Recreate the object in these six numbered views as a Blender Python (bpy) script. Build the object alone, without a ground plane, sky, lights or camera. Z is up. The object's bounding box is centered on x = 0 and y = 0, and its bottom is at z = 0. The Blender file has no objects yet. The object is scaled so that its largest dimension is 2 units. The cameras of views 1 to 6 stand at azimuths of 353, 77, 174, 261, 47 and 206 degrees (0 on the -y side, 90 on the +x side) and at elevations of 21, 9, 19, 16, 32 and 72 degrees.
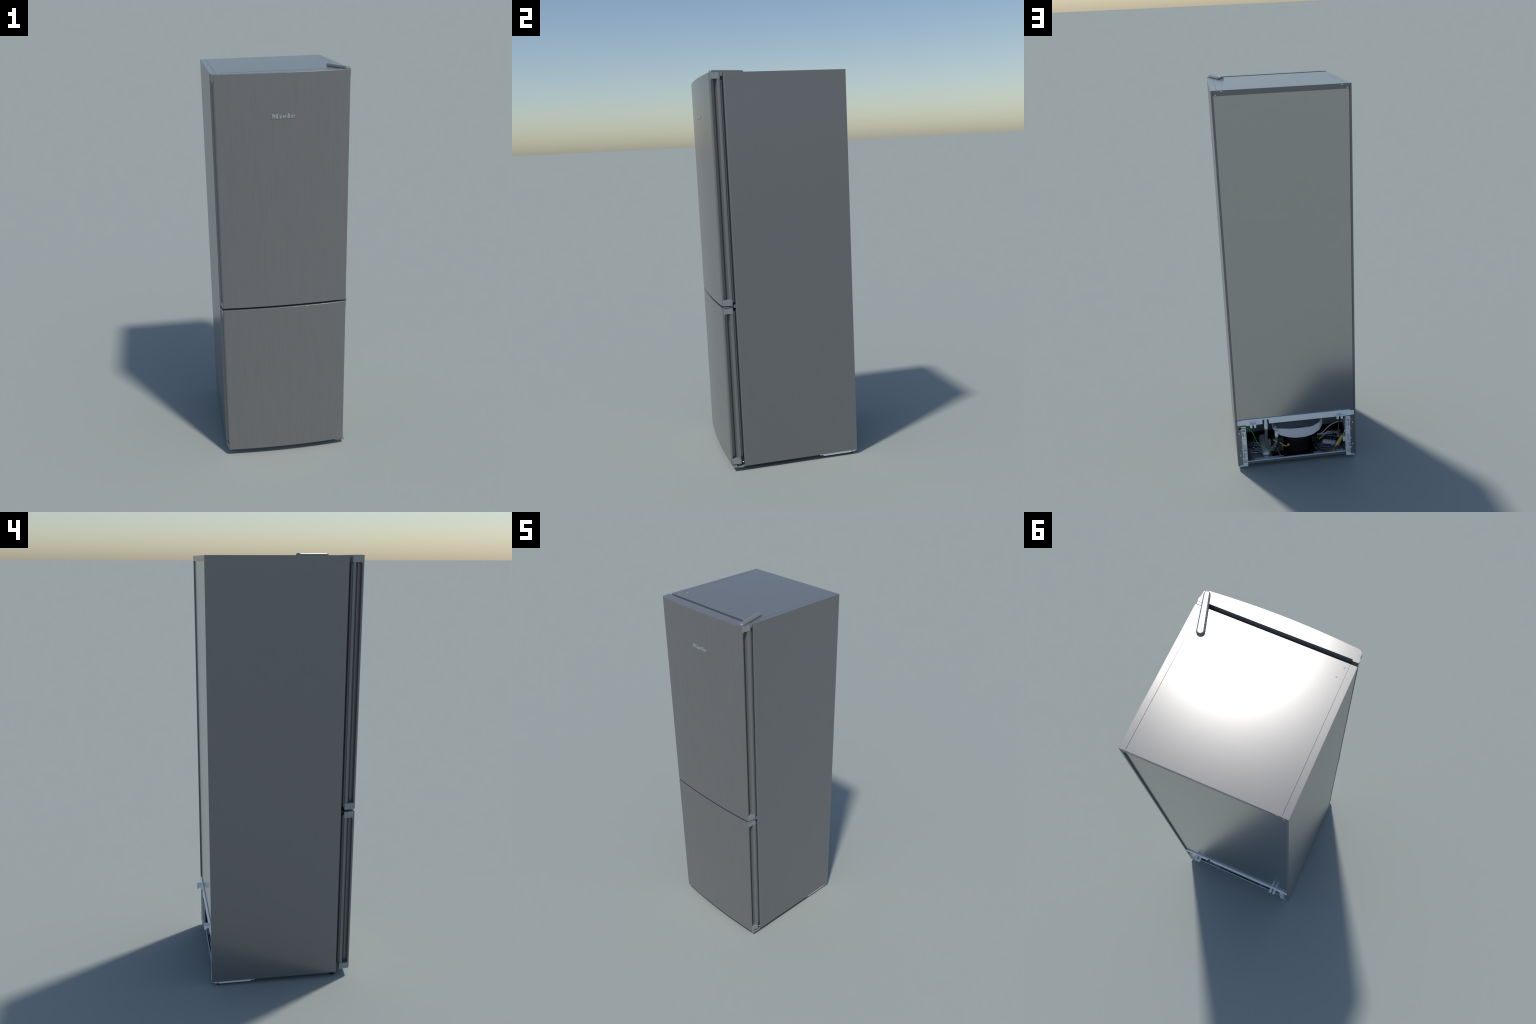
import bpy, bmesh, math, random
from mathutils import Vector, Matrix

random.seed(7)
rng = random.Random(7)

# ------------------------------------------------------------------ sizes (metres)
HALF_W = 0.3190            # cabinet half width
Y_FRONT, Y_REAR = -0.2772, 0.3325
Z_BASE, Z_TOP = 0.022, 1.9860
DOOR_TOP = 1.988
SPLIT_HI, SPLIT_LO = 0.8625, 0.8520   # gap between the two doors
DOOR_BASE = 0.035
CAP = 0.030               # height of the door end caps
BULGE = -0.3577           # door front at the middle

# ------------------------------------------------------------------ materials
def material(name, color, metallic=0.0, rough=0.5, spec=0.5, vary=0.0, scale=(40, 40, 40), bump=0.0, transmission=0.0):
    m = bpy.data.materials.new(name)
    m.use_nodes = True
    nt = m.node_tree
    b = nt.nodes["Principled BSDF"]
    b.inputs["Base Color"].default_value = (*color, 1)
    b.inputs["Metallic"].default_value = metallic
    b.inputs["Roughness"].default_value = rough
    b.inputs["Specular IOR Level"].default_value = spec
    if vary or bump:
        tc = nt.nodes.new("ShaderNodeTexCoord")
        mp = nt.nodes.new("ShaderNodeMapping")
        mp.inputs["Scale"].default_value = scale
        nz = nt.nodes.new("ShaderNodeTexNoise")
        nz.inputs["Scale"].default_value = 1.0
        nz.inputs["Detail"].default_value = 4.0
        nz.inputs["Roughness"].default_value = 0.6
        nt.links.new(tc.outputs["Object"], mp.inputs["Vector"])
        nt.links.new(mp.outputs["Vector"], nz.inputs["Vector"])
        if vary:
            cr = nt.nodes.new("ShaderNodeValToRGB")
            cr.color_ramp.elements[0].position = 0.3
            cr.color_ramp.elements[1].position = 0.7
            cr.color_ramp.elements[0].color = (*[c * (1 - vary) for c in color], 1)
            cr.color_ramp.elements[1].color = (*[min(1, c * (1 + vary)) for c in color], 1)
            nt.links.new(nz.outputs["Fac"], cr.inputs["Fac"])
            nt.links.new(cr.outputs["Color"], b.inputs["Base Color"])
        if bump:
            bp = nt.nodes.new("ShaderNodeBump")
            bp.inputs["Strength"].default_value = bump
            bp.inputs["Distance"].default_value = 0.001
            nt.links.new(nz.outputs["Fac"], bp.inputs["Height"])
            nt.links.new(bp.outputs["Normal"], b.inputs["Normal"])
    return m

MAT = dict(
    brushed=material("brushed_steel", (0.160, 0.157, 0.156), 0.0, 0.25, spec=1.15, vary=0.045, scale=(170, 170, 5)),
    sheet=material("grey_painted_steel", (0.156, 0.158, 0.159), 0.0, 0.25, spec=1.15, vary=0.01, scale=(60, 60, 60)),
    lid=material("grey_painted_lid", (0.160, 0.167, 0.174), 0.0, 0.25, spec=1.15, vary=0.01, scale=(60, 60, 60)),
    backing=material("zinc_backing", (0.475, 0.48, 0.475), 1.0, 0.20, vary=0.01, scale=(60, 60, 60)),
    cap=material("silver_plastic", (0.26, 0.275, 0.28), 0.0, 0.25, spec=1.15),
    bracket=material("grey_bracket", (0.20, 0.205, 0.205), 0.0, 0.25, spec=1.15),
    groove=material("door_aluminium", (0.158, 0.160, 0.160), 0.0, 0.25, spec=1.15, vary=0.02, scale=(200, 200, 4)),
    logo=material("logo_silver", (0.315, 0.338, 0.338), 0.0, 0.30, spec=1.0),
    rubber=material("gasket_rubber", (0.120, 0.124, 0.132), 0.0, 0.35),
    black=material("black_plastic", (0.010, 0.010, 0.011), 0.0, 0.5),
    enamel=material("black_enamel", (0.004, 0.004, 0.005), 0.0, 0.45, spec=0.15),
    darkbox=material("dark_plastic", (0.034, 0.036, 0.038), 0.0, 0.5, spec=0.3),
    zinc=material("galvanised_steel", (0.96, 0.975, 0.98), 0.0, 0.30, spec=1.0, vary=0.02),  # base colour pushed near white to lift the skylit rail's brightness
    white=material("white_plastic", (0.88, 0.90, 0.90), 0.0, 0.35),
    tray=material("tray_plastic", (0.80, 0.80, 0.84), 0.0, 0.35),
    dome=material("dome_plastic", (0.36, 0.38, 0.46), 0.0, 0.35),  # tray plastic darkened and blued for the shade under the bay ceiling
    hose=material("grey_hose", (0.115, 0.118, 0.120), 0.0, 0.5),
    chrome=material("bright_steel", (0.75, 0.76, 0.77), 1.0, 0.18),
    brass=material("brass", (0.62, 0.42, 0.14), 0.4, 0.32, vary=0.08),
    copper=material("copper", (0.62, 0.26, 0.09), 0.4, 0.35),
    green=material("green_insulation", (0.02, 0.55, 0.05), 0.0, 0.45),
    greypl=material("grey_plastic", (0.45, 0.47, 0.49), 0.0, 0.45),
    tube=material("dark_steel_tube", (0.10, 0.105, 0.12), 0.5, 0.30),
)

# ------------------------------------------------------------------ builders
root = bpy.data.objects.new("refrigerator", None)
root.empty_display_size = 0.3
root.location = (-0.0014, 0.0005, 0.0)   # the cabinet sits a hair off the middle because a hinge bolt stands out on one side
bpy.context.collection.objects.link(root)
root["label"] = "tall brushed steel two-door fridge freezer with bowed doors"
root["category"] = "refrigerator"

def finish(bm, name, mat, parent=None, angle=35, extra=()):
    bmesh.ops.recalc_face_normals(bm, faces=bm.faces[:])
    me = bpy.data.meshes.new(name)
    bm.to_mesh(me)
    bm.free()
    for p in me.polygons:
        p.use_smooth = True
    me.set_sharp_from_angle(angle=math.radians(angle))
    for m in (mat, *extra):
        me.materials.append(MAT[m])
    ob = bpy.data.objects.new(name, me)
    bpy.context.collection.objects.link(ob)
    ob.parent = parent or root
    wn = ob.modifiers.new("flat_faces", "WEIGHTED_NORMAL")   # large faces stay truly flat beside their rounded edges
    wn.mode = "FACE_AREA"
    wn.weight = 100
    wn.keep_sharp = True
    return ob

def bevel(bm, r, seg=2, angle=30, edges=None):
    if r <= 0:
        return
    es = edges if edges is not None else [e for e in bm.edges if len(e.link_faces) == 2 and e.calc_face_angle(0) > math.radians(angle)]
    bmesh.ops.bevel(bm, geom=es, offset=r, offset_type='OFFSET', segments=seg, profile=0.5, affect='EDGES', clamp_overlap=True)

def add_box(bm, x0, x1, y0, y1, z0, z1):
    r = bmesh.ops.create_cube(bm, size=1.0)
    for v in r["verts"]:
        v.co = Vector(((x0 + x1) / 2 + v.co.x * (x1 - x0), (y0 + y1) / 2 + v.co.y * (y1 - y0), (z0 + z1) / 2 + v.co.z * (z1 - z0)))
    return r["verts"]

def box(name, x, y, z, mat, parent=None, r=0.001, seg=2):
    bm = bmesh.new()
    add_box(bm, min(x), max(x), min(y), max(y), min(z), max(z))
    bevel(bm, r, seg)
    return finish(bm, name, mat, parent)

def boxes(name, items, mat, parent=None, r=0.0006):
    """several boxes ((x0,x1,y0,y1,z0,z1), ...) welded into one part"""
    bm = bmesh.new()
    for it in items:
        b2 = bmesh.new()
        add_box(b2, *it)
        bevel(b2, r, 2)
        me = bpy.data.meshes.new("tmp")
        b2.to_mesh(me)
        b2.free()
        bm.from_mesh(me)
        bpy.data.meshes.remove(me)
    return finish(bm, name, mat, parent)

AXES = {"z": lambda a, b, c: (a, b, c), "x": lambda a, b, c: (c, a, b), "y": lambda a, b, c: (a, c, b)}

def prism(name, outline, lo, hi, mat, parent=None, axis="z", r=0.0, seg=2, angle=35, extra=()):
    """outline: closed polygon in the plane across `axis`, pushed from lo to hi"""
    bm = bmesh.new()
    f = AXES[axis]
    a = [bm.verts.new(f(p[0], p[1], lo)) for p in outline]
    b = [bm.verts.new(f(p[0], p[1], hi)) for p in outline]
    n = len(outline)
    bm.faces.new(a[::-1])
    bm.faces.new(b)
    for i in range(n):
        bm.faces.new((a[i], a[(i + 1) % n], b[(i + 1) % n], b[i]))
    bmesh.ops.recalc_face_normals(bm, faces=bm.faces[:])
    if r:
        cap_edges = [e for e in bm.edges if any(len(fc.verts) == n for fc in e.link_faces)]
        bevel(bm, r, seg, edges=cap_edges)
    return finish(bm, name, mat, parent, angle, extra)

def smooth_path(pts, n=8):
    """Catmull-Rom through the control points"""
    P = [Vector(p) for p in pts]
    if len(P) < 3:
        return P
    P = [2 * P[0] - P[1]] + P + [2 * P[-1] - P[-2]]
    out = []
    for i in range(1, len(P) - 2):
        for k in range(n):
            t = k / n
            a, b, c, d = P[i - 1:i + 3]
            out.append(0.5 * (2 * b + (c - a) * t + (2 * a - 5 * b + 4 * c - d) * t * t + (3 * b - a - 3 * c + d) * t ** 3))
    out.append(P[-2])
    return out

def sweep(bm, path, radius, sides=10, closed=False):
    radii = radius if isinstance(radius, (list, tuple)) else [radius] * len(path)
    n = len(path)
    up = None
    rings = []
    for i, p in enumerate(path):
        q0 = path[(i - 1) % n] if closed or i > 0 else p
        q1 = path[(i + 1) % n] if closed or i < n - 1 else p
        d = (q1 - q0).normalized()
        if up is None:
            up = d.orthogonal().normalized()
        up = (up - d * up.dot(d)).normalized()
        w = d.cross(up)
        rings.append([bm.verts.new(p + radii[i] * (math.cos(2 * math.pi * k / sides) * up + math.sin(2 * math.pi * k / sides) * w)) for k in range(sides)])
    for i in range(n if closed else n - 1):
        a, b = rings[i], rings[(i + 1) % n]
        for k in range(sides):
            bm.faces.new((a[k], a[(k + 1) % sides], b[(k + 1) % sides], b[k]))
    if not closed:
        bm.faces.new(rings[0][::-1])
        bm.faces.new(rings[-1])

def tube(name, pts, radius, mat, parent=None, n=8, sides=10, smooth=True):
    bm = bmesh.new()
    sweep(bm, smooth_path(pts, n) if smooth else [Vector(p) for p in pts], radius, sides)
    return finish(bm, name, mat, parent, 40)

def lathe(name, profile, centre, axis, mat, parent=None, steps=24, squash=(1, 1), angle=35):
    """profile: (radius, height) pairs turned round `axis` through `centre`"""
    bm = bmesh.new()
    axis = Vector(axis).normalized()
    u = axis.orthogonal().normalized()
    if abs(axis.z) > 0.9:
        u = Vector((1, 0, 0))
    w = axis.cross(u)
    rings = []
    for r, h in profile:
        rings.append([bm.verts.new(Vector(centre) + axis * h + r * (squash[0] * math.cos(2 * math.pi * k / steps) * u + squash[1] * math.sin(2 * math.pi * k / steps) * w)) for k in range(steps)])
    for a, b in zip(rings, rings[1:]):
        for k in range(steps):
            bm.faces.new((a[k], a[(k + 1) % steps], b[(k + 1) % steps], b[k]))
    bm.faces.new(rings[0][::-1])
    bm.faces.new(rings[-1])
    return finish(bm, name, mat, parent, angle)

def capsule(name, a, b, r, mat, parent=None):
    a, b = Vector(a), Vector(b)
    L = (b - a).length
    prof = [(r * math.sin(t * math.pi / 12) + 1e-5, -r * math.cos(t * math.pi / 12)) for t in range(0, 7)]
    prof += [(r * math.cos(t * math.pi / 12) + 1e-5, L + r * math.sin(t * math.pi / 12)) for t in range(0, 7)]
    return lathe(name, prof, a, b - a, mat, parent, 20, angle=60)

def repeat(ob, places, name=None):
    """further copies of ob that share its mesh, moved by the given offsets"""
    for p in places:
        c = ob.copy()
        c.name = name or ob.name.split(".")[0]
        c.location = Vector(ob.location) + Vector(p)
        bpy.context.collection.objects.link(c)

# ------------------------------------------------------------------ cabinet
def cabinet_wall(sign):
    """side sheet folded over at the top, the front and the rear"""
    W, t = HALF_W, 0.0022
    bm = bmesh.new()
    items = [
        (W - 0.020, W, Y_FRONT, Y_REAR, Z_BASE, Z_TOP),                     # side, with its foam behind
        (0.2932, W - 0.019, Y_FRONT, Y_REAR - 0.003, Z_TOP - 0.012, Z_TOP), # fold along the top
        (0.2935, W - 0.019, Y_REAR - 0.004, Y_REAR, Z_BASE + 0.002, 0.268), # wide fold beside the machine bay
    ]
    bm.free()
    # plan outline of the main sheet: full depth, with the recess for the backing at the rear
    o = [(W, Y_FRONT), (W, Y_REAR), (W - 0.0095, Y_REAR), (W - 0.0095, Y_REAR - 0.007), (W - 0.021, Y_REAR - 0.007), (W - 0.021, Y_FRONT)]
    # rounded outer edges
    def rounded(o, r):
        out, rf = [], 0.0060
        for k in range(5):
            a = math.pi / 2 * k / 4
            out.append((W - rf + rf * math.sin(a), Y_FRONT + rf - rf * math.cos(a)))
        for k in range(5):
            a = math.pi / 2 * k / 4
            out.append((W - r + r * math.cos(a), Y_REAR - r + r * math.sin(a)))
        return out + o[2:]
    pts = [(sign * x, y) for x, y in rounded(o, 0.0022)]
    wall = prism("cabinet_wall", pts, Z_BASE, Z_TOP, "sheet", r=0.0)
    top = box("cabinet_edge_fold", (sign * 0.2925, sign * (W - 0.0004)), (Y_FRONT + 0.0003, Y_REAR - 0.0004), (Z_TOP - 0.010, Z_TOP + 0.0006), "lid", wall, r=0.0005)
    return wall

wall_l = cabinet_wall(-1)
wall_r = cabinet_wall(1)
lid = box("cabinet_lid", (-0.2917, 0.2917), (Y_FRONT, Y_REAR - 0.001), (Z_TOP - 0.02, Z_TOP + 0.0006), "lid", r=0.0004)
# dark joint below the seam lines of the lid
boxes("lid_joint", [(-0.294, -0.289, Y_FRONT + 0.002, Y_REAR - 0.003, Z_TOP - 0.015, Z_TOP - 0.0015),
                    (0.289, 0.294, Y_FRONT + 0.002, Y_REAR - 0.003, Z_TOP - 0.015, Z_TOP - 0.0015)], "rubber", lid, 0)
# two small plugs in the lid where the hinge could be swapped
plug = lathe("lid_plug", [(0.0032, -0.001), (0.0032, 0.0004), (0.0022, 0.0009), (0.0002, 0.0011)], (-0.2777, -0.2551, Z_TOP + 0.0004), (0, 0, 1), "greypl", lid, 12)
repeat(plug, [(0.0131, 0.0435, 0)])

# front frame and foam core (a closed block behind the doors) and the back
box("cabinet_core", (-0.2975, 0.2975), (Y_FRONT + 0.001, 0.31), (0.30, Z_TOP - 0.021), "sheet", r=0)
box("cabinet_core", (-0.2975, 0.2975), (Y_FRONT + 0.001, 0.040), (0.030, 0.299), "sheet", r=0)
backing = box("backing_sheet", (-0.3088, 0.3088), (0.318, 0.3262), (0.2915, Z_TOP - 0.022), "backing", r=0.0004)
strip_out = [(-0.3060, 1.9620), (0.3030, 1.9620), (0.3065, 1.9650), (0.3065, 1.9755), (0.3090, 1.9760), (0.3100, Z_TOP - 0.0005), (-0.3110, Z_TOP - 0.0005), (-0.3105, 1.9760), (-0.3080, 1.9755), (-0.3080, 1.9650)]
strip = prism("lid_flange", strip_out, 0.3250, 0.3316, "sheet", axis="y", r=0.0005)
screw = lathe("screw", [(0.0033, -0.002), (0.0033, 0.0006), (0.0024, 0.0014), (0.0002, 0.0016)], (0.2716, 0.3318, 1.9815), (0, 1, 0), "chrome", strip, 14)
repeat(screw, [(-0.2746 - 0.2716, 0, 0), (0.2989 - 0.2716, 0, -0.0138), (-0.3007 - 0.2716, 0, -0.0138)])

# ------------------------------------------------------------------ doors
def front_y(x):
    return BULGE + 0.1430 * x * x

def skin_outline():
    xs = [0.3020 * (-1 + 2 * i / 48) for i in range(49)]
    outer = [(x, front_y(x)) for x in xs]
    yc = front_y(0.302)
    right = [(0.3053, yc + 0.0010), (0.3078, yc + 0.0027), (0.3092, yc + 0.0050), (0.3098, -0.3365), (0.3096, -0.3345), (0.3060, -0.3340), (0.2900, -0.3345)]
    inner = [(x, front_y(x) + 0.004) for x in reversed([0.280 * (-1 + 2 * i / 24) for i in range(25)])]
    left = [(-x, y) for x, y in reversed(right)]
    return outer + right + inner + left

def core_outline():
    right = [(0.2925, -0.2972), (0.2932, -0.2918), (0.3155, -0.2918), (0.3172, -0.2932), (0.3174, -0.3000), (0.3160, -0.3035),
             (0.3130, -0.3060), (0.3085, -0.3086), (0.3020, -0.3116), (0.2960, -0.3148), (0.2915, -0.3176), (0.2895, -0.3195), (0.2892, -0.3210), (0.2892, -0.3420)]
    return [(x, y) for x, y in right] + [(-x, y) for x, y in reversed(right)]

def cap_outline():
    right = [(0.2925, -0.2972), (0.2932, -0.2912), (0.3150, -0.2912), (0.3166, -0.2925), (0.3180, -0.3020), (0.3178, -0.3050), (0.3150, -0.3072), (0.3146, -0.3100), (0.3120, -0.3368), (0.3090, -0.3380), (0.3060, -0.3400), (0.300, -0.3415)]
    front = [(x, front_y(x) + 0.0012) for x in [0.295 * (1 - 2 * i / 24) for i in range(25)]]
    return right + front + [(-x, y) for x, y in reversed(right)]

def build_door(name, z0, z1, seal_lo, seal_hi):
    door = prism(name, skin_outline(), z0 + 0.0006, z1 - 0.0006, "brushed", r=0.0012, seg=3, angle=40)
    prism("grip_channel", core_outline(), z0 + CAP - 0.001, z1 - CAP + 0.001, "groove", door, angle=40)
    for a, b in ((z0, z0 + CAP), (z1 - CAP, z1)):
        prism("door_end_cap", cap_outline(), a, b, "cap", door, r=0.0008, angle=30)
    prism("door_rim", cap_outline(), z1 - 0.0004, z1 + 0.0002, "lid", door)
    # prongs that reach along the skin edge at the upper cap
    boxes("door_end_cap", [(s * 0.3105 - 0.0035, s * 0.3105 + 0.0010, -0.3355, -0.3315, z1 - CAP - 0.006, z1 - CAP + 0.002) for s in (-1, 1)], "cap", door, 0.0004)
    # folded magnetic seal between the door and the cabinet
    half = [(0.3020, -0.2975), (0.3140, -0.2930), (0.3152, -0.2905), (0.3140, -0.2880), (0.3150, -0.2850), (0.3120, -0.2834), (0.3020, -0.2825), (0.3020, -0.2770)]
    prism("door_seal", half + [(-x, y) for x, y in reversed(half)], z0 + seal_lo, z1 - seal_hi, "rubber", door)
    return door

upper = build_door("refrigerator_door", SPLIT_HI, DOOR_TOP, 0.016, 0.036)
lower = build_door("freezer_door", DOOR_BASE, SPLIT_LO, 0.040, 0.016)

# ------------------------------------------------------------------ lettering: fat slab-serif letters standing on the door
def arc(cx, cy, rx, ry, a0, a1, n=14):
    return [(cx + rx * math.cos(math.radians(a0 + (a1 - a0) * i / n)), cy + ry * math.sin(math.radians(a0 + (a1 - a0) * i / n))) for i in range(n + 1)]

def letter(shapes, x, z, sx, sz):
    cu = bpy.data.curves.new("letter", "CURVE")
    cu.dimensions = "2D"
    cu.fill_mode = "BOTH"
    cu.extrude = 0.0011
    for pts in shapes:
        sp = cu.splines.new("POLY")
        sp.points.add(len(pts) - 1)
        for p, (a, b) in zip(sp.points, pts):
            p.co = (a * sx, b * sz, 0, 1)
        sp.use_cyclic_u = True
    tmp = bpy.data.objects.new("tmp", cu)
    bpy.context.collection.objects.link(tmp)
    me = bpy.data.meshes.new_from_object(tmp.evaluated_get(bpy.context.evaluated_depsgraph_get()))
    bpy.data.objects.remove(tmp)
    bpy.data.curves.remove(cu)
    mid = x + sx * 0.5
    slope = math.atan(0.286 * mid)
    me.transform(Matrix.Translation((x, front_y(mid) - 0.0008, z)) @ Matrix.Rotation(slope, 4, "Z") @ Matrix.Rotation(math.pi / 2, 4, "X"))
    me.name = "logo_letter"
    me.materials.append(MAT["logo"])
    ob = bpy.data.objects.new("logo_letter", me)
    bpy.context.collection.objects.link(ob)
    ob.parent = upper

E_OUT = arc(0.5, 0.5, 0.5, 0.5, -38, 0, 5)[::-1][:0] + [(0.99, 0.47)] + arc(0.5, 0.5, 0.5, 0.5, 3, 300, 30) + [(0.88, 0.14), (0.97, 0.24), (0.92, 0.30)] + [(0.80, 0.22), (0.62, 0.19), (0.47, 0.26), (0.42, 0.42), (0.99, 0.42)]
E_EYE = [(0.42, 0.56), (0.60, 0.56), (0.60, 0.74), (0.54, 0.86), (0.46, 0.82), (0.42, 0.70)]
M_OUT = [(0, 0), (0.24, 0), (0.24, 0.12), (0.18, 0.16), (0.18, 0.62), (0.40, 0.03), (0.44, 0.03), (0.63, 0.55), (0.63, 0.16), (0.57, 0.12), (0.57, 0), (1, 0), (1, 0.12), (0.92, 0.17), (0.92, 0.83), (1, 0.88), (1, 1), (0.68, 1), (0.53, 0.60), (0.38, 1), (0, 1), (0, 0.88), (0.08, 0.83), (0.08, 0.16), (0, 0.12)]
I_OUT = [(0, 0), (1, 0), (1, 0.12), (0.84, 0.20), (0.84, 1), (0, 1), (0, 0.88), (0.16, 0.80), (0.16, 0.20), (0, 0.12)]
I_DOT = [(0.36, 1.10), (0.80, 1.10), (0.80, 1.48), (0.64, 1.46)]
ZB, CAPH, XH = 1.7862, 0.0205, 0.0160
letter([M_OUT], -0.0555, ZB, 0.0332, CAPH)
letter([I_OUT, I_DOT], -0.0210, ZB, 0.0142, 0.0138)
letter([E_OUT, E_EYE], -0.0052, ZB - 0.0004, 0.0202, XH)
letter([I_OUT], 0.0155, ZB, 0.0148, CAPH)
letter([E_OUT, E_EYE], 0.0317, ZB - 0.0004, 0.0205, XH)

# ------------------------------------------------------------------ hinges
def hinge_cover():
    """tapered pill lying over the corner of door and cabinet"""
    a, ra = Vector((0.2958, -0.3268)), 0.0136
    b, rb = Vector((0.2520, -0.1810)), 0.0166
    d = (b - a).normalized()
    ang = math.atan2(d.y, d.x)
    def ring(shrink):
        pts = []
        for k in range(17):
            t = ang - math.pi / 2 + math.pi * k / 16
            pts.append(b + (rb - shrink) * Vector((math.cos(t), math.sin(t))))
        for k in range(17):
            t = ang + math.pi / 2 + math.pi * k / 16
            pts.append(a + (ra - shrink) * Vector((math.cos(t), math.sin(t))))
        return pts
    levels = [(0.0, 1.9884), (0.0, 1.9925), (0.0006, 1.9950), (0.0020, 1.9974), (0.0042, 1.9990), (0.0068, 1.9999)]
    bm = bmesh.new()
    rings = [[bm.verts.new((p.x, p.y, z)) for p in ring(s)] for s, z in levels]
    n = len(rings[0])
    for r0, r1 in zip(rings, rings[1:]):
        for k in range(n):
            bm.faces.new((r0[k], r0[(k + 1) % n], r1[(k + 1) % n], r1[k]))
    bm.faces.new(rings[0][::-1])
    bm.faces.new(rings[-1])
    return finish(bm, "hinge_cover", "bracket", angle=50)

cover = hinge_cover()
lathe("screw", [(0.0062, -0.001), (0.0062, 0.001), (0.004, 0.0022), (0.0003, 0.0026)], (0.2475, -0.1675, 1.9873), (0, 0, 1), "chrome", cover, 16)
# black blocks filling the dark stretch of slot between door and cabinet
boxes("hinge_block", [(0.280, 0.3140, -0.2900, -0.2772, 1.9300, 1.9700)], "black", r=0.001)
box("hinge_plate", (0.272, 0.3165), (-0.2905, -0.279), (1.9705, 1.9868), "bracket", r=0.001)
capsule("hinge_pin", (0.3105, -0.2835, 1.972), (0.3105, -0.2835, 1.978), 0.0045, "chrome")
# plate between the doors
mid = prism("hinge_plate", [(0.262, -0.3310), (0.292, -0.3385), (0.3155, -0.3385), (0.3170, -0.3100), (0.3170, -0.2770), (0.262, -0.2770)], 0.8550, 0.8585, "bracket", r=0.0006)
boxes("hinge_block", [(0.297, 0.3165, -0.2850, -0.2772, 0.8500, 0.8670)], "bracket", mid, 0.0015)
boxes("hinge_block", [(-0.317, -0.29, -0.2850, -0.2772, 0.8480, 0.8610)], "black", r=0.001)
# lowest hinge
foot_hinge = prism("hinge_plate", [(0.270, -0.3330), (0.3175, -0.3350), (0.3175, -0.3150), (0.300, -0.3130), (0.270, -0.3130)], 0.0190, 0.0300, "cap", r=0.001)
prism("hinge_arm", [(-0.3135, 0.0190), (-0.2915, 0.0150), (-0.2770, 0.0190), (-0.2770, 0.0285), (-0.2880, 0.0260), (-0.3100, 0.0225)], 0.262, 0.3172, "cap", foot_hinge, axis="x", r=0.0006)
capsule("hinge_pin", (0.300, -0.3020, 0.026), (0.300, -0.3020, 0.034), 0.005, "bracket", foot_hinge)
lathe("hinge_bolt", [(0.0001, 0.0040), (0.0022, 0.0034), (0.0038, 0.0018), (0.0042, 0.0), (0.0042, -0.01)], (0.3178, -0.2832, 0.0465), (1, 0, 0), "chrome", foot_hinge, 16)
boxes("hinge_block", [(0.296, 0.3140, -0.2890, -0.2772, 0.034, 0.072)], "black", foot_hinge, 0.001)

# ------------------------------------------------------------------ underside: feet, rollers
foot = lathe("levelling_foot", [(0.0125, 0.0), (0.0138, 0.002), (0.0138, 0.007), (0.0100, 0.009), (0.0070, 0.010), (0.0070, 0.030)], (0.258, -0.250, 0.0), (0, 0, 1), "black", None, 20)
repeat(foot, [(-0.549, -0.013, 0)])
box("base_pan", (-0.296, 0.296), (Y_FRONT + 0.004, 0.13), (0.0245, 0.031), "black", r=0.0005)
for s in (-1, 1):
    o = [(0.125, 0.0225), (0.128, 0.0165), (0.1435, 0.0165), (0.1475, 0.0112), (0.296, 0.0108), (0.316, 0.0135), (0.3295, 0.0195), (0.3295, 0.0225)]
    lo, hi = sorted((s * 0.3110, s * 0.3160))
    carrier = prism("roller_carrier", o, lo, hi, "zinc", axis="x", r=0.0004)
    lathe("roller", [(0.0035, -0.006), (0.0105, -0.006), (0.0108, -0.005), (0.0108, 0.005), (0.0105, 0.006), (0.0035, 0.006)], (s * 0.3040, 0.303, 0.0108), (1, 0, 0), "darkbox", carrier, 24)
    lathe("roller_axle", [(0.0046, -0.003), (0.0046, 0.0015), (0.0034, 0.0022), (0.0003, 0.0024)], (s * 0.3150, 0.303, 0.0165), (s, 0, 0), "greypl", carrier, 14)

# ------------------------------------------------------------------ machine bay
# wide dark folds of the cabinet wall beside the bay
for s, w in ((-1, wall_l), (1, wall_r)):
    lo, hi = sorted((s * 0.2895, s * 0.3090))
    box("bay_fold", (lo, hi), (0.3270, 0.3312), (0.0245, 0.2685), "sheet", w, r=0.0004)
    boxes("fold_slot", [(s * 0.3025 - 0.0022, s * 0.3025 + 0.0022, 0.3300, 0.3318, z - 0.0052, z + 0.0052) for z in (0.2205, 0.0867)], "white", w, 0.0002)
    lo, hi = sorted((s * 0.2600, s * 0.2950))
    box("bay_lining", (s * 0.2975, s * 0.2915), (0.042, 0.3265), (0.026, 0.268), "greypl", w, r=0.0005)

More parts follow.
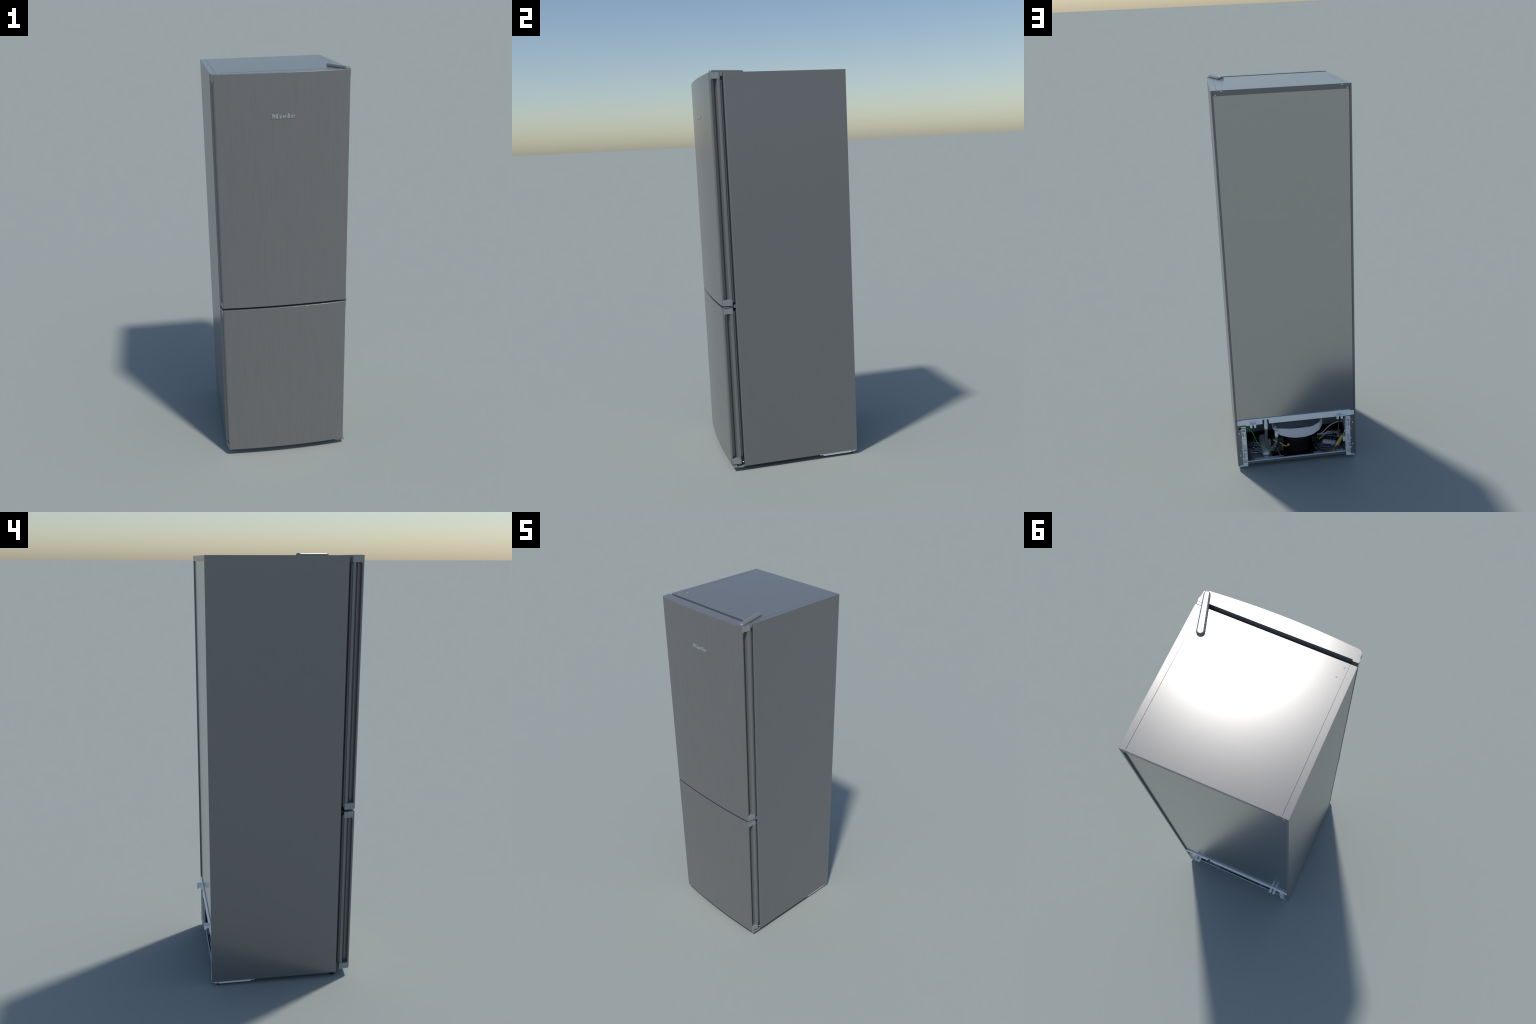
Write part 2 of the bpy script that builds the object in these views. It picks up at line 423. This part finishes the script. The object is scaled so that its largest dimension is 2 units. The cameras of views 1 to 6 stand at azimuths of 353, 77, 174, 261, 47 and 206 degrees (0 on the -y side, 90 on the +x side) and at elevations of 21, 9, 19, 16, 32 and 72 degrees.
# galvanised cross rail with a notch for the drain
rail_o = [(0.3080, 0.2710), (0.3080, 0.2945), (0.2900, 0.2960), (0.2880, 0.2985), (-0.2900, 0.2975), (-0.2925, 0.2925), (-0.3103, 0.2922), (-0.3103, 0.2690), (-0.2640, 0.2665),
          (0.1400, 0.2675), (0.1430, 0.2700), (0.1440, 0.2885), (0.1470, 0.2905), (0.1735, 0.2905), (0.1765, 0.2885), (0.1770, 0.2680), (0.2620, 0.2650), (0.2640, 0.2700)]
box("notch_dark_plate", (0.1435, 0.1772), (0.3080, 0.3110), (0.2600, 0.2904), "black", r=0)  # black plate behind the notch, so it looks dark either side of the nozzle
rail = prism("cross_rail", rail_o, 0.3290, 0.3334, "zinc", axis="y", r=0.0006)
boxes("rail_ledge", [(-0.288, 0.1435, 0.300, 0.3295, 0.2905, 0.2935), (0.1765, 0.286, 0.300, 0.3295, 0.2905, 0.2935)], "zinc", rail, 0)
for v in rail.data.vertices:                       # sheared so the face tilts up and picks up more skylight
    v.co.y -= (v.co.z - 0.2820) * 0.16
hole = lathe("rail_hole", [(0.0026, -0.001), (0.0026, 0.0003)], (0.2975, 0.3334, 0.2800), (0, 1, 0), "black", rail, 12)
repeat(hole, [(-0.5975, 0, 0)])
hole2 = lathe("rail_hole", [(0.0011, -0.001), (0.0011, 0.0003)], (0.2560, 0.3334, 0.2735), (0, 1, 0), "black", rail, 10)
repeat(hole2, [(-0.511, 0, 0.001)])

def clip_mesh(x):
    """cable clip: tongue that stands out to the rear and ends in a ring"""
    bm = bmesh.new()
    o = [(0.3330, 0.2845), (0.3500, 0.2848), (0.3575, 0.2840), (0.3592, 0.2815), (0.3590, 0.2690), (0.3565, 0.2640), (0.3525, 0.2625), (0.3490, 0.2650), (0.3484, 0.2700), (0.3330, 0.2720)]
    return prism("cable_clip", o, x - 0.0056, x + 0.0056, "zinc", rail, axis="x", r=0.0008)

for x in (0.2380, 0.2180, -0.2185, -0.2400):
    c = clip_mesh(x)
    lathe("clip_ring", [(0.0026, 0.0), (0.0034, 0.0004), (0.0034, 0.0012), (0.0012, 0.0012), (0.0012, 0.0004)], (x, 0.3588, 0.2668), (0, 1, 0), "white", c, 14)

# plastic posts at both ends of the bay
for s in (-1, 1):
    X = lambda a: s * a
    parts = []
    def add(x0, x1, y0, y1, z0, z1):
        lo, hi = sorted((s * x0, s * x1))
        parts.append((lo, hi, y0, y1, z0, z1))
    add(0.2655, 0.2690, 0.3020, 0.3310, 0.034, 0.258)      # inner web
    add(0.2862, 0.2900, 0.3020, 0.3310, 0.034, 0.260)      # outer web
    add(0.2690, 0.2865, 0.3020, 0.3170, 0.030, 0.256)      # floor of the channel
    add(0.2670, 0.2885, 0.3020, 0.3316, 0.244, 0.2600)     # head block
    for z0, z1 in ((0.222, 0.228), (0.182, 0.200), (0.150, 0.180), (0.098, 0.106), (0.060, 0.070)):
        add(0.2685, 0.2875, 0.3100, 0.3296, z0, z1)
    add(0.2712, 0.2790, 0.3100, 0.3292, 0.201, 0.222)
    add(0.2705, 0.2775, 0.3100, 0.3292, 0.070, 0.096)
    for z in (0.2405, 0.1825, 0.1245, 0.0668):
        add(0.2890, 0.2950, 0.3310, 0.3335, z - 0.0016, z + 0.0030)
    add(0.2660, 0.2905, 0.3020, 0.3320, 0.026, 0.038)
    post = boxes("post", parts, "white", None, 0.0006)
    foot_o = [(s * 0.2665, 0.0175), (s * 0.3125, 0.0185), (s * 0.3140, 0.0205), (s * 0.3130, 0.0250), (s * 0.2960, 0.0265), (s * 0.2880, 0.0300), (s * 0.2660, 0.0310)]
    prism("post_foot", foot_o, 0.3080, 0.3325, "white", post, axis="y", r=0.0008)

# sill rail, floor and inner walls
sill = boxes("sill_rail", [(-0.2655, 0.2655, 0.3170, 0.3225, 0.0370, 0.0402)], "zinc", None, 0.0005)
boxes("sill_fascia", [(-0.2655, 0.2655, 0.3180, 0.3212, 0.0225, 0.0370)], "groove", sill, 0.0005)
floor = box("bay_floor", (-0.2910, 0.2910), (0.042, 0.3182), (0.0235, 0.0280), "greypl", r=0.0004)
box("compressor_plate", (-0.125, 0.130), (0.110, 0.3170), (0.0284, 0.0345), "enamel", r=0.0008)
slats = [(x0, x1, y, y + 0.0025, 0.0335, 0.0362) for (x0, x1) in ((-0.255, 0.225),) for y in (0.294, 0.301, 0.308)]
slats += [(-0.255 + i * 0.06, -0.2525 + i * 0.06, 0.288, 0.318, 0.0325, 0.0345) for i in range(9)]
boxes("floor_grille", slats, "zinc", None, 0.0003)
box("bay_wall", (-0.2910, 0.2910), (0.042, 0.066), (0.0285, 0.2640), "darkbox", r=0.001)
box("bay_wall_plate", (-0.2905, 0.2905), (0.067, 0.080), (0.0620, 0.2640), "greypl", r=0.002)  # paler grey chosen to brighten this unlit surface deep in the bay
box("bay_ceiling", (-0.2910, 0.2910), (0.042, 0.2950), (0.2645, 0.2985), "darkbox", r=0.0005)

# evaporation tray over the compressor
def tray():
    plan = [(0.128, 0.110), (0.128, 0.200), (0.122, 0.300), (0.108, 0.308), (0.085, 0.314), (0.045, 0.321), (0.000, 0.324), (-0.050, 0.323), (-0.092, 0.316), (-0.130, 0.300), (-0.150, 0.275), (-0.152, 0.190), (-0.152, 0.110)]
    low = [0.190, 0.196, 0.202, 0.192, 0.168, 0.156, 0.149, 0.149, 0.155, 0.168, 0.180, 0.186, 0.180]
    top = [0.258, 0.254, 0.212, 0.209, 0.210, 0.209, 0.208, 0.2075, 0.207, 0.215, 0.224, 0.252, 0.258]
    def inset(k, zs):
        return [bm.verts.new((-0.012 + (x + 0.012) * k, 0.205 + (y - 0.205) * k, z)) for (x, y), z in zip(plan, zs)]
    bm = bmesh.new()
    outer_lo = inset(0.985, low)
    outer_hi = inset(1.0, top)
    inner_hi = inset(0.972, top)
    inner_lo = inset(0.93, [max(0.168, z + 0.006) for z in low])
    n = len(plan)
    for a, b in ((outer_lo, outer_hi), (outer_hi, inner_hi), (inner_hi, inner_lo)):
        for i in range(n):
            k = (i + 1) % n
            bm.faces.new((a[i], a[k], b[k], b[i]))
    bm.faces.new(inner_lo)
    bm.faces.new(outer_lo[::-1])
    t = finish(bm, "drip_tray", "tray", angle=20)
    return t

tr = tray()
tr.location.y = -0.008
# low round rise in the pan floor over the compressor head, and its two ribs
lathe("tray_dome", [(0.088, 0.0), (0.086, 0.010), (0.078, 0.015), (0.001, 0.018)], (-0.012, 0.205, 0.166), (0, 0, 1), "dome", tr, 48, angle=40)
for x, lean in ((0.083, 0.020), (-0.112, -0.006)):
    tube("tray_rib", [(x, 0.245, 0.196), (x - lean, 0.180, 0.222), (x - lean, 0.125, 0.245)], 0.004, "dome", tr, 4, 8)
boxes("tray_clip", [(0.012, 0.040, 0.3205, 0.3265, 0.192, 0.2075), (-0.082, -0.056, 0.3180, 0.3250, 0.192, 0.2065)], "tray", tr, 0.0012)
lathe("tray_boss", [(0.0075, -0.01), (0.0072, 0.006), (0.0045, 0.0075), (0.0002, 0.0078)], (0.108, 0.292, 0.2080), (0, 0, 1), "tray", tr, 18)

# compressor
comp = lathe("compressor", [(0.070, 0.040), (0.079, 0.048), (0.079, 0.060), (0.076, 0.066), (0.076, 0.110), (0.074, 0.126), (0.066, 0.138), (0.045, 0.146), (0.001, 0.149)], (-0.011, 0.228, 0.0), (0, 0, 1), "enamel", None, 40, squash=(1.0, 0.94))
boxes("compressor_foot", [(-0.092, 0.072, 0.272, 0.306, 0.036, 0.041), (-0.092, 0.072, 0.150, 0.172, 0.036, 0.041)], "enamel", comp, 0.001)
buf = lathe("rubber_buffer", [(0.009, 0.0), (0.010, 0.003), (0.010, 0.010), (0.007, 0.013)], (0.060, 0.292, 0.0285), (0, 0, 1), "darkbox", comp, 16)
repeat(buf, [(-0.140, 0, 0)])
relay = boxes("relay_box", [(0.066, 0.124, 0.205, 0.285, 0.055, 0.142), (0.068, 0.122, 0.280, 0.291, 0.066, 0.098)], "darkbox", comp, 0.003)
sc = lathe("screw", [(0.0030, 0.0), (0.0026, 0.0012), (0.0003, 0.0018)], (0.112, 0.2915, 0.0905), (0, 1, 0), "chrome", relay, 12)
repeat(sc, [(-0.038, 0, 0.002)])

# drain hose with its two light nozzles
lathe("hose_nozzle", [(0.0090, 0.0), (0.0098, 0.003), (0.0098, 0.030), (0.0090, 0.040), (0.0086, 0.0585)], (0.1590, 0.3225, 0.2310), (0, 0, 1), "white", None, 20)
lathe("hose_nozzle", [(0.0088, 0.0), (0.0098, 0.003), (0.0098, 0.020), (0.0092, 0.036)], (0.1040, 0.302, 0.1640), (0, 0, 1), "white", None, 20)
tube("drain_hose", [(0.1590, 0.3225, 0.237), (0.1592, 0.319, 0.207), (0.1600, 0.307, 0.165), (0.1585, 0.303, 0.125), (0.1500, 0.301, 0.103), (0.1350, 0.300, 0.096), (0.1200, 0.300, 0.104), (0.1090, 0.301, 0.125), (0.1050, 0.302, 0.150), (0.1040, 0.302, 0.170)], 0.0086, "hose", None, 8, 16)

# starting capacitor: light rounded can lying towards the rear
capsule("capacitor", (0.172, 0.190, 0.088), (0.163, 0.268, 0.052), 0.0220, "greypl")
capsule("capacitor_end", (0.165, 0.262, 0.050), (0.163, 0.274, 0.046), 0.0205, "white")
boxes("cable_holder", [(0.130, 0.150, 0.225, 0.240, 0.060, 0.105)], "greypl", None, 0.002)

# wires
tube("earth_wire", [(0.2960, 0.3335, 0.2500), (0.2800, 0.3340, 0.2525), (0.2570, 0.330, 0.2465), (0.2340, 0.318, 0.2160), (0.2185, 0.312, 0.1700), (0.2045, 0.308, 0.1335), (0.1850, 0.305, 0.1110), (0.1650, 0.302, 0.0955), (0.1450, 0.300, 0.0830), (0.1270, 0.298, 0.0800), (0.1180, 0.295, 0.0840)], 0.0016, "green", None, 8, 8)
lathe("wire_plug", [(0.0052, 0.0), (0.0060, 0.001), (0.0055, 0.005), (0.0020, 0.007)], (0.2985, 0.3312, 0.2505), (0, 1, 0), "black", None, 14)
tube("power_cable", [(0.2680, 0.326, 0.1830), (0.2500, 0.316, 0.1430), (0.2340, 0.312, 0.1140), (0.2070, 0.308, 0.0800), (0.1775, 0.304, 0.0560), (0.1460, 0.300, 0.0500), (0.110, 0.290, 0.060)], 0.0020, "black", None, 8, 8)
tube("power_cable", [(0.1020, 0.292, 0.0820), (0.0980, 0.300, 0.0660), (0.0880, 0.310, 0.0500), (0.0760, 0.316, 0.0400)], 0.0026, "hose", None, 8, 8)
box("cable_guide", (0.246, 0.262), (0.300, 0.316), (0.036, 0.118), "black", r=0.002)

# copper and brass pipework
tube("copper_pipe", [(0.1230, 0.303, 0.1460), (0.1040, 0.3085, 0.1345)], 0.0040, "brass", None, 2, 10, smooth=False)
tube("copper_pipe", [(0.0900, 0.292, 0.1200), (0.0720, 0.300, 0.1060), (0.0600, 0.304, 0.1000), (0.0500, 0.302, 0.0985), (0.0430, 0.292, 0.1010)], [0.0012] + [0.0034] * 31 + [0.0034], "brass", None, 8, 10)
lathe("pipe_collar", [(0.0040, -0.004), (0.0078, -0.003), (0.0082, 0.0), (0.0070, 0.003), (0.0030, 0.004)], (0.0420, 0.299, 0.1025), (0.1, 1, 0.1), "copper", None, 18)

drier_a, drier_b = Vector((-0.2125, 0.312, 0.0720)), Vector((-0.2525, 0.306, 0.1300))
axis = drier_b - drier_a
L = axis.length
lathe("filter_drier", [(0.0022, -0.012), (0.0030, -0.004), (0.0058, 0.004), (0.0060, 0.008), (0.0086, 0.010), (0.0086, L - 0.003), (0.0060, L), (0.0030, L + 0.004), (0.0024, L + 0.018)], drier_a, axis, "brass", None, 20)
tube("copper_pipe", [(-0.2075, 0.3125, 0.0640), (-0.1980, 0.3150, 0.0460), (-0.1905, 0.3160, 0.0320)], 0.0024, "brass", None, 6, 8)
tube("copper_pipe", [(-0.2450, 0.300, 0.095), (-0.232, 0.303, 0.072), (-0.222, 0.306, 0.056)], 0.0022, "brass", None, 6, 8)
tube("steel_pipe", [(-0.2620, 0.304, 0.148), (-0.2670, 0.302, 0.166), (-0.2640, 0.298, 0.195), (-0.2580, 0.295, 0.230), (-0.2570, 0.295, 0.262)], 0.0026, "chrome", None, 6, 8)
tube("steel_pipe", [(-0.1400, 0.252, 0.1170), (-0.1640, 0.254, 0.1370), (-0.1880, 0.258, 0.1640), (-0.2180, 0.262, 0.1840), (-0.2470, 0.266, 0.1930), (-0.2680, 0.268, 0.1920)], 0.0030, "chrome", None, 8, 10)
tube("copper_pipe", [(-0.1320, 0.252, 0.0850), (-0.1540, 0.252, 0.1030)], 0.0034, "brass", None, 2, 10, smooth=False)
tube("steel_pipe", [(-0.1540, 0.252, 0.1030), (-0.1680, 0.250, 0.1150), (-0.1830, 0.246, 0.1230), (-0.2260, 0.240, 0.1160), (-0.2550, 0.238, 0.1130)], 0.0032, "chrome", None, 8, 10)
tube("sensor_probe", [(-0.2380, 0.318, 0.2560), (-0.2340, 0.310, 0.2150)], 0.0044, "black", None, 2, 10, smooth=False)
tube("copper_pipe", [(-0.2335, 0.310, 0.2140), (-0.2300, 0.308, 0.1900), (-0.2360, 0.307, 0.1550), (-0.2460, 0.306, 0.1360)], 0.0011, "copper", None, 6, 6)
box("cable_holder", (-0.268, -0.252), (0.290, 0.318), (0.098, 0.126), "white", r=0.002)

# coil of thin dark tube lying on the floor
bm = bmesh.new()
for i, (rx, ry, dz) in enumerate(((0.066, 0.050, 0.040), (0.071, 0.056, 0.047), (0.076, 0.060, 0.054), (0.068, 0.053, 0.061), (0.073, 0.057, 0.068))):
    ph = rng.uniform(0, 6)
    ring = []
    for k in range(56):
        a = 2 * math.pi * k / 56
        ring.append(Vector((-0.185 + rx * math.cos(a) + 0.003 * math.sin(a + ph), 0.256 + ry * math.sin(a) + 0.003 * math.cos(2 * a + ph), dz + 0.006 + 0.003 * math.sin(2 * a + ph))))
    sweep(bm, ring, 0.0036, 8, closed=True)
finish(bm, "capillary_coil", "tube", None, 60)
tube("suction_pipe", [(-0.105, 0.290, 0.060), (-0.120, 0.298, 0.046), (-0.140, 0.304, 0.040), (-0.172, 0.306, 0.042), (-0.205, 0.300, 0.044)], 0.0040, "tube", None, 8, 10)
capsule("pipe_elbow", (-0.158, 0.276, 0.082), (-0.208, 0.284, 0.074), 0.0130, "greypl")
capsule("pipe_elbow", (-0.207, 0.286, 0.074), (-0.205, 0.292, 0.046), 0.0165, "greypl")

# loose wiring and thin lines that cross the bay on both sides of the compressor
loose = bmesh.new()
bright = bmesh.new()
for i in range(16):
    side = 1 if i % 3 == 0 else -1
    x0, x1 = (0.135, 0.250) if side > 0 else (-0.265, -0.115)
    pts = [Vector((rng.uniform(x0, x1), rng.uniform(0.13, 0.285), rng.uniform(0.040, 0.105))) for _ in range(4)]
    pts.sort(key=lambda p: p.x)
    sweep(loose if i % 2 else bright, smooth_path(pts, 8), rng.uniform(0.0012, 0.0024), 7)
lines = finish(loose, "loose_wire", "black", None, 60)
lines["kind"] = "stuff"
lines = finish(bright, "loose_line", "chrome", None, 60)
lines["kind"] = "stuff"

# condenser: rows of thin bright rods over the floor on either side
rods = bmesh.new()
for i in range(7):
    y = 0.158 + i * 0.016
    sweep(rods, [Vector((0.245, y, 0.044)), Vector((0.085, y + rng.uniform(-0.004, 0.004), 0.044))], 0.0024, 8)
    sweep(rods, [Vector((-0.105, y, 0.036)), Vector((-0.262, y + rng.uniform(-0.004, 0.004), 0.036))], 0.0022, 8)
for i in range(5):
    sweep(rods, [Vector((0.235 - i * 0.034, 0.150, 0.0475)), Vector((0.235 - i * 0.034, 0.262, 0.0475))], 0.0014, 6)
cond = finish(rods, "condenser_rod", "chrome", None, 60)
cond["kind"] = "stuff"
boxes("condenser_bracket", [(-0.250, -0.130, 0.196, 0.204, 0.078, 0.086), (-0.250, -0.238, 0.196, 0.232, 0.074, 0.086), (0.185, 0.250, 0.200, 0.222, 0.030, 0.040)], "zinc", None, 0.0008)
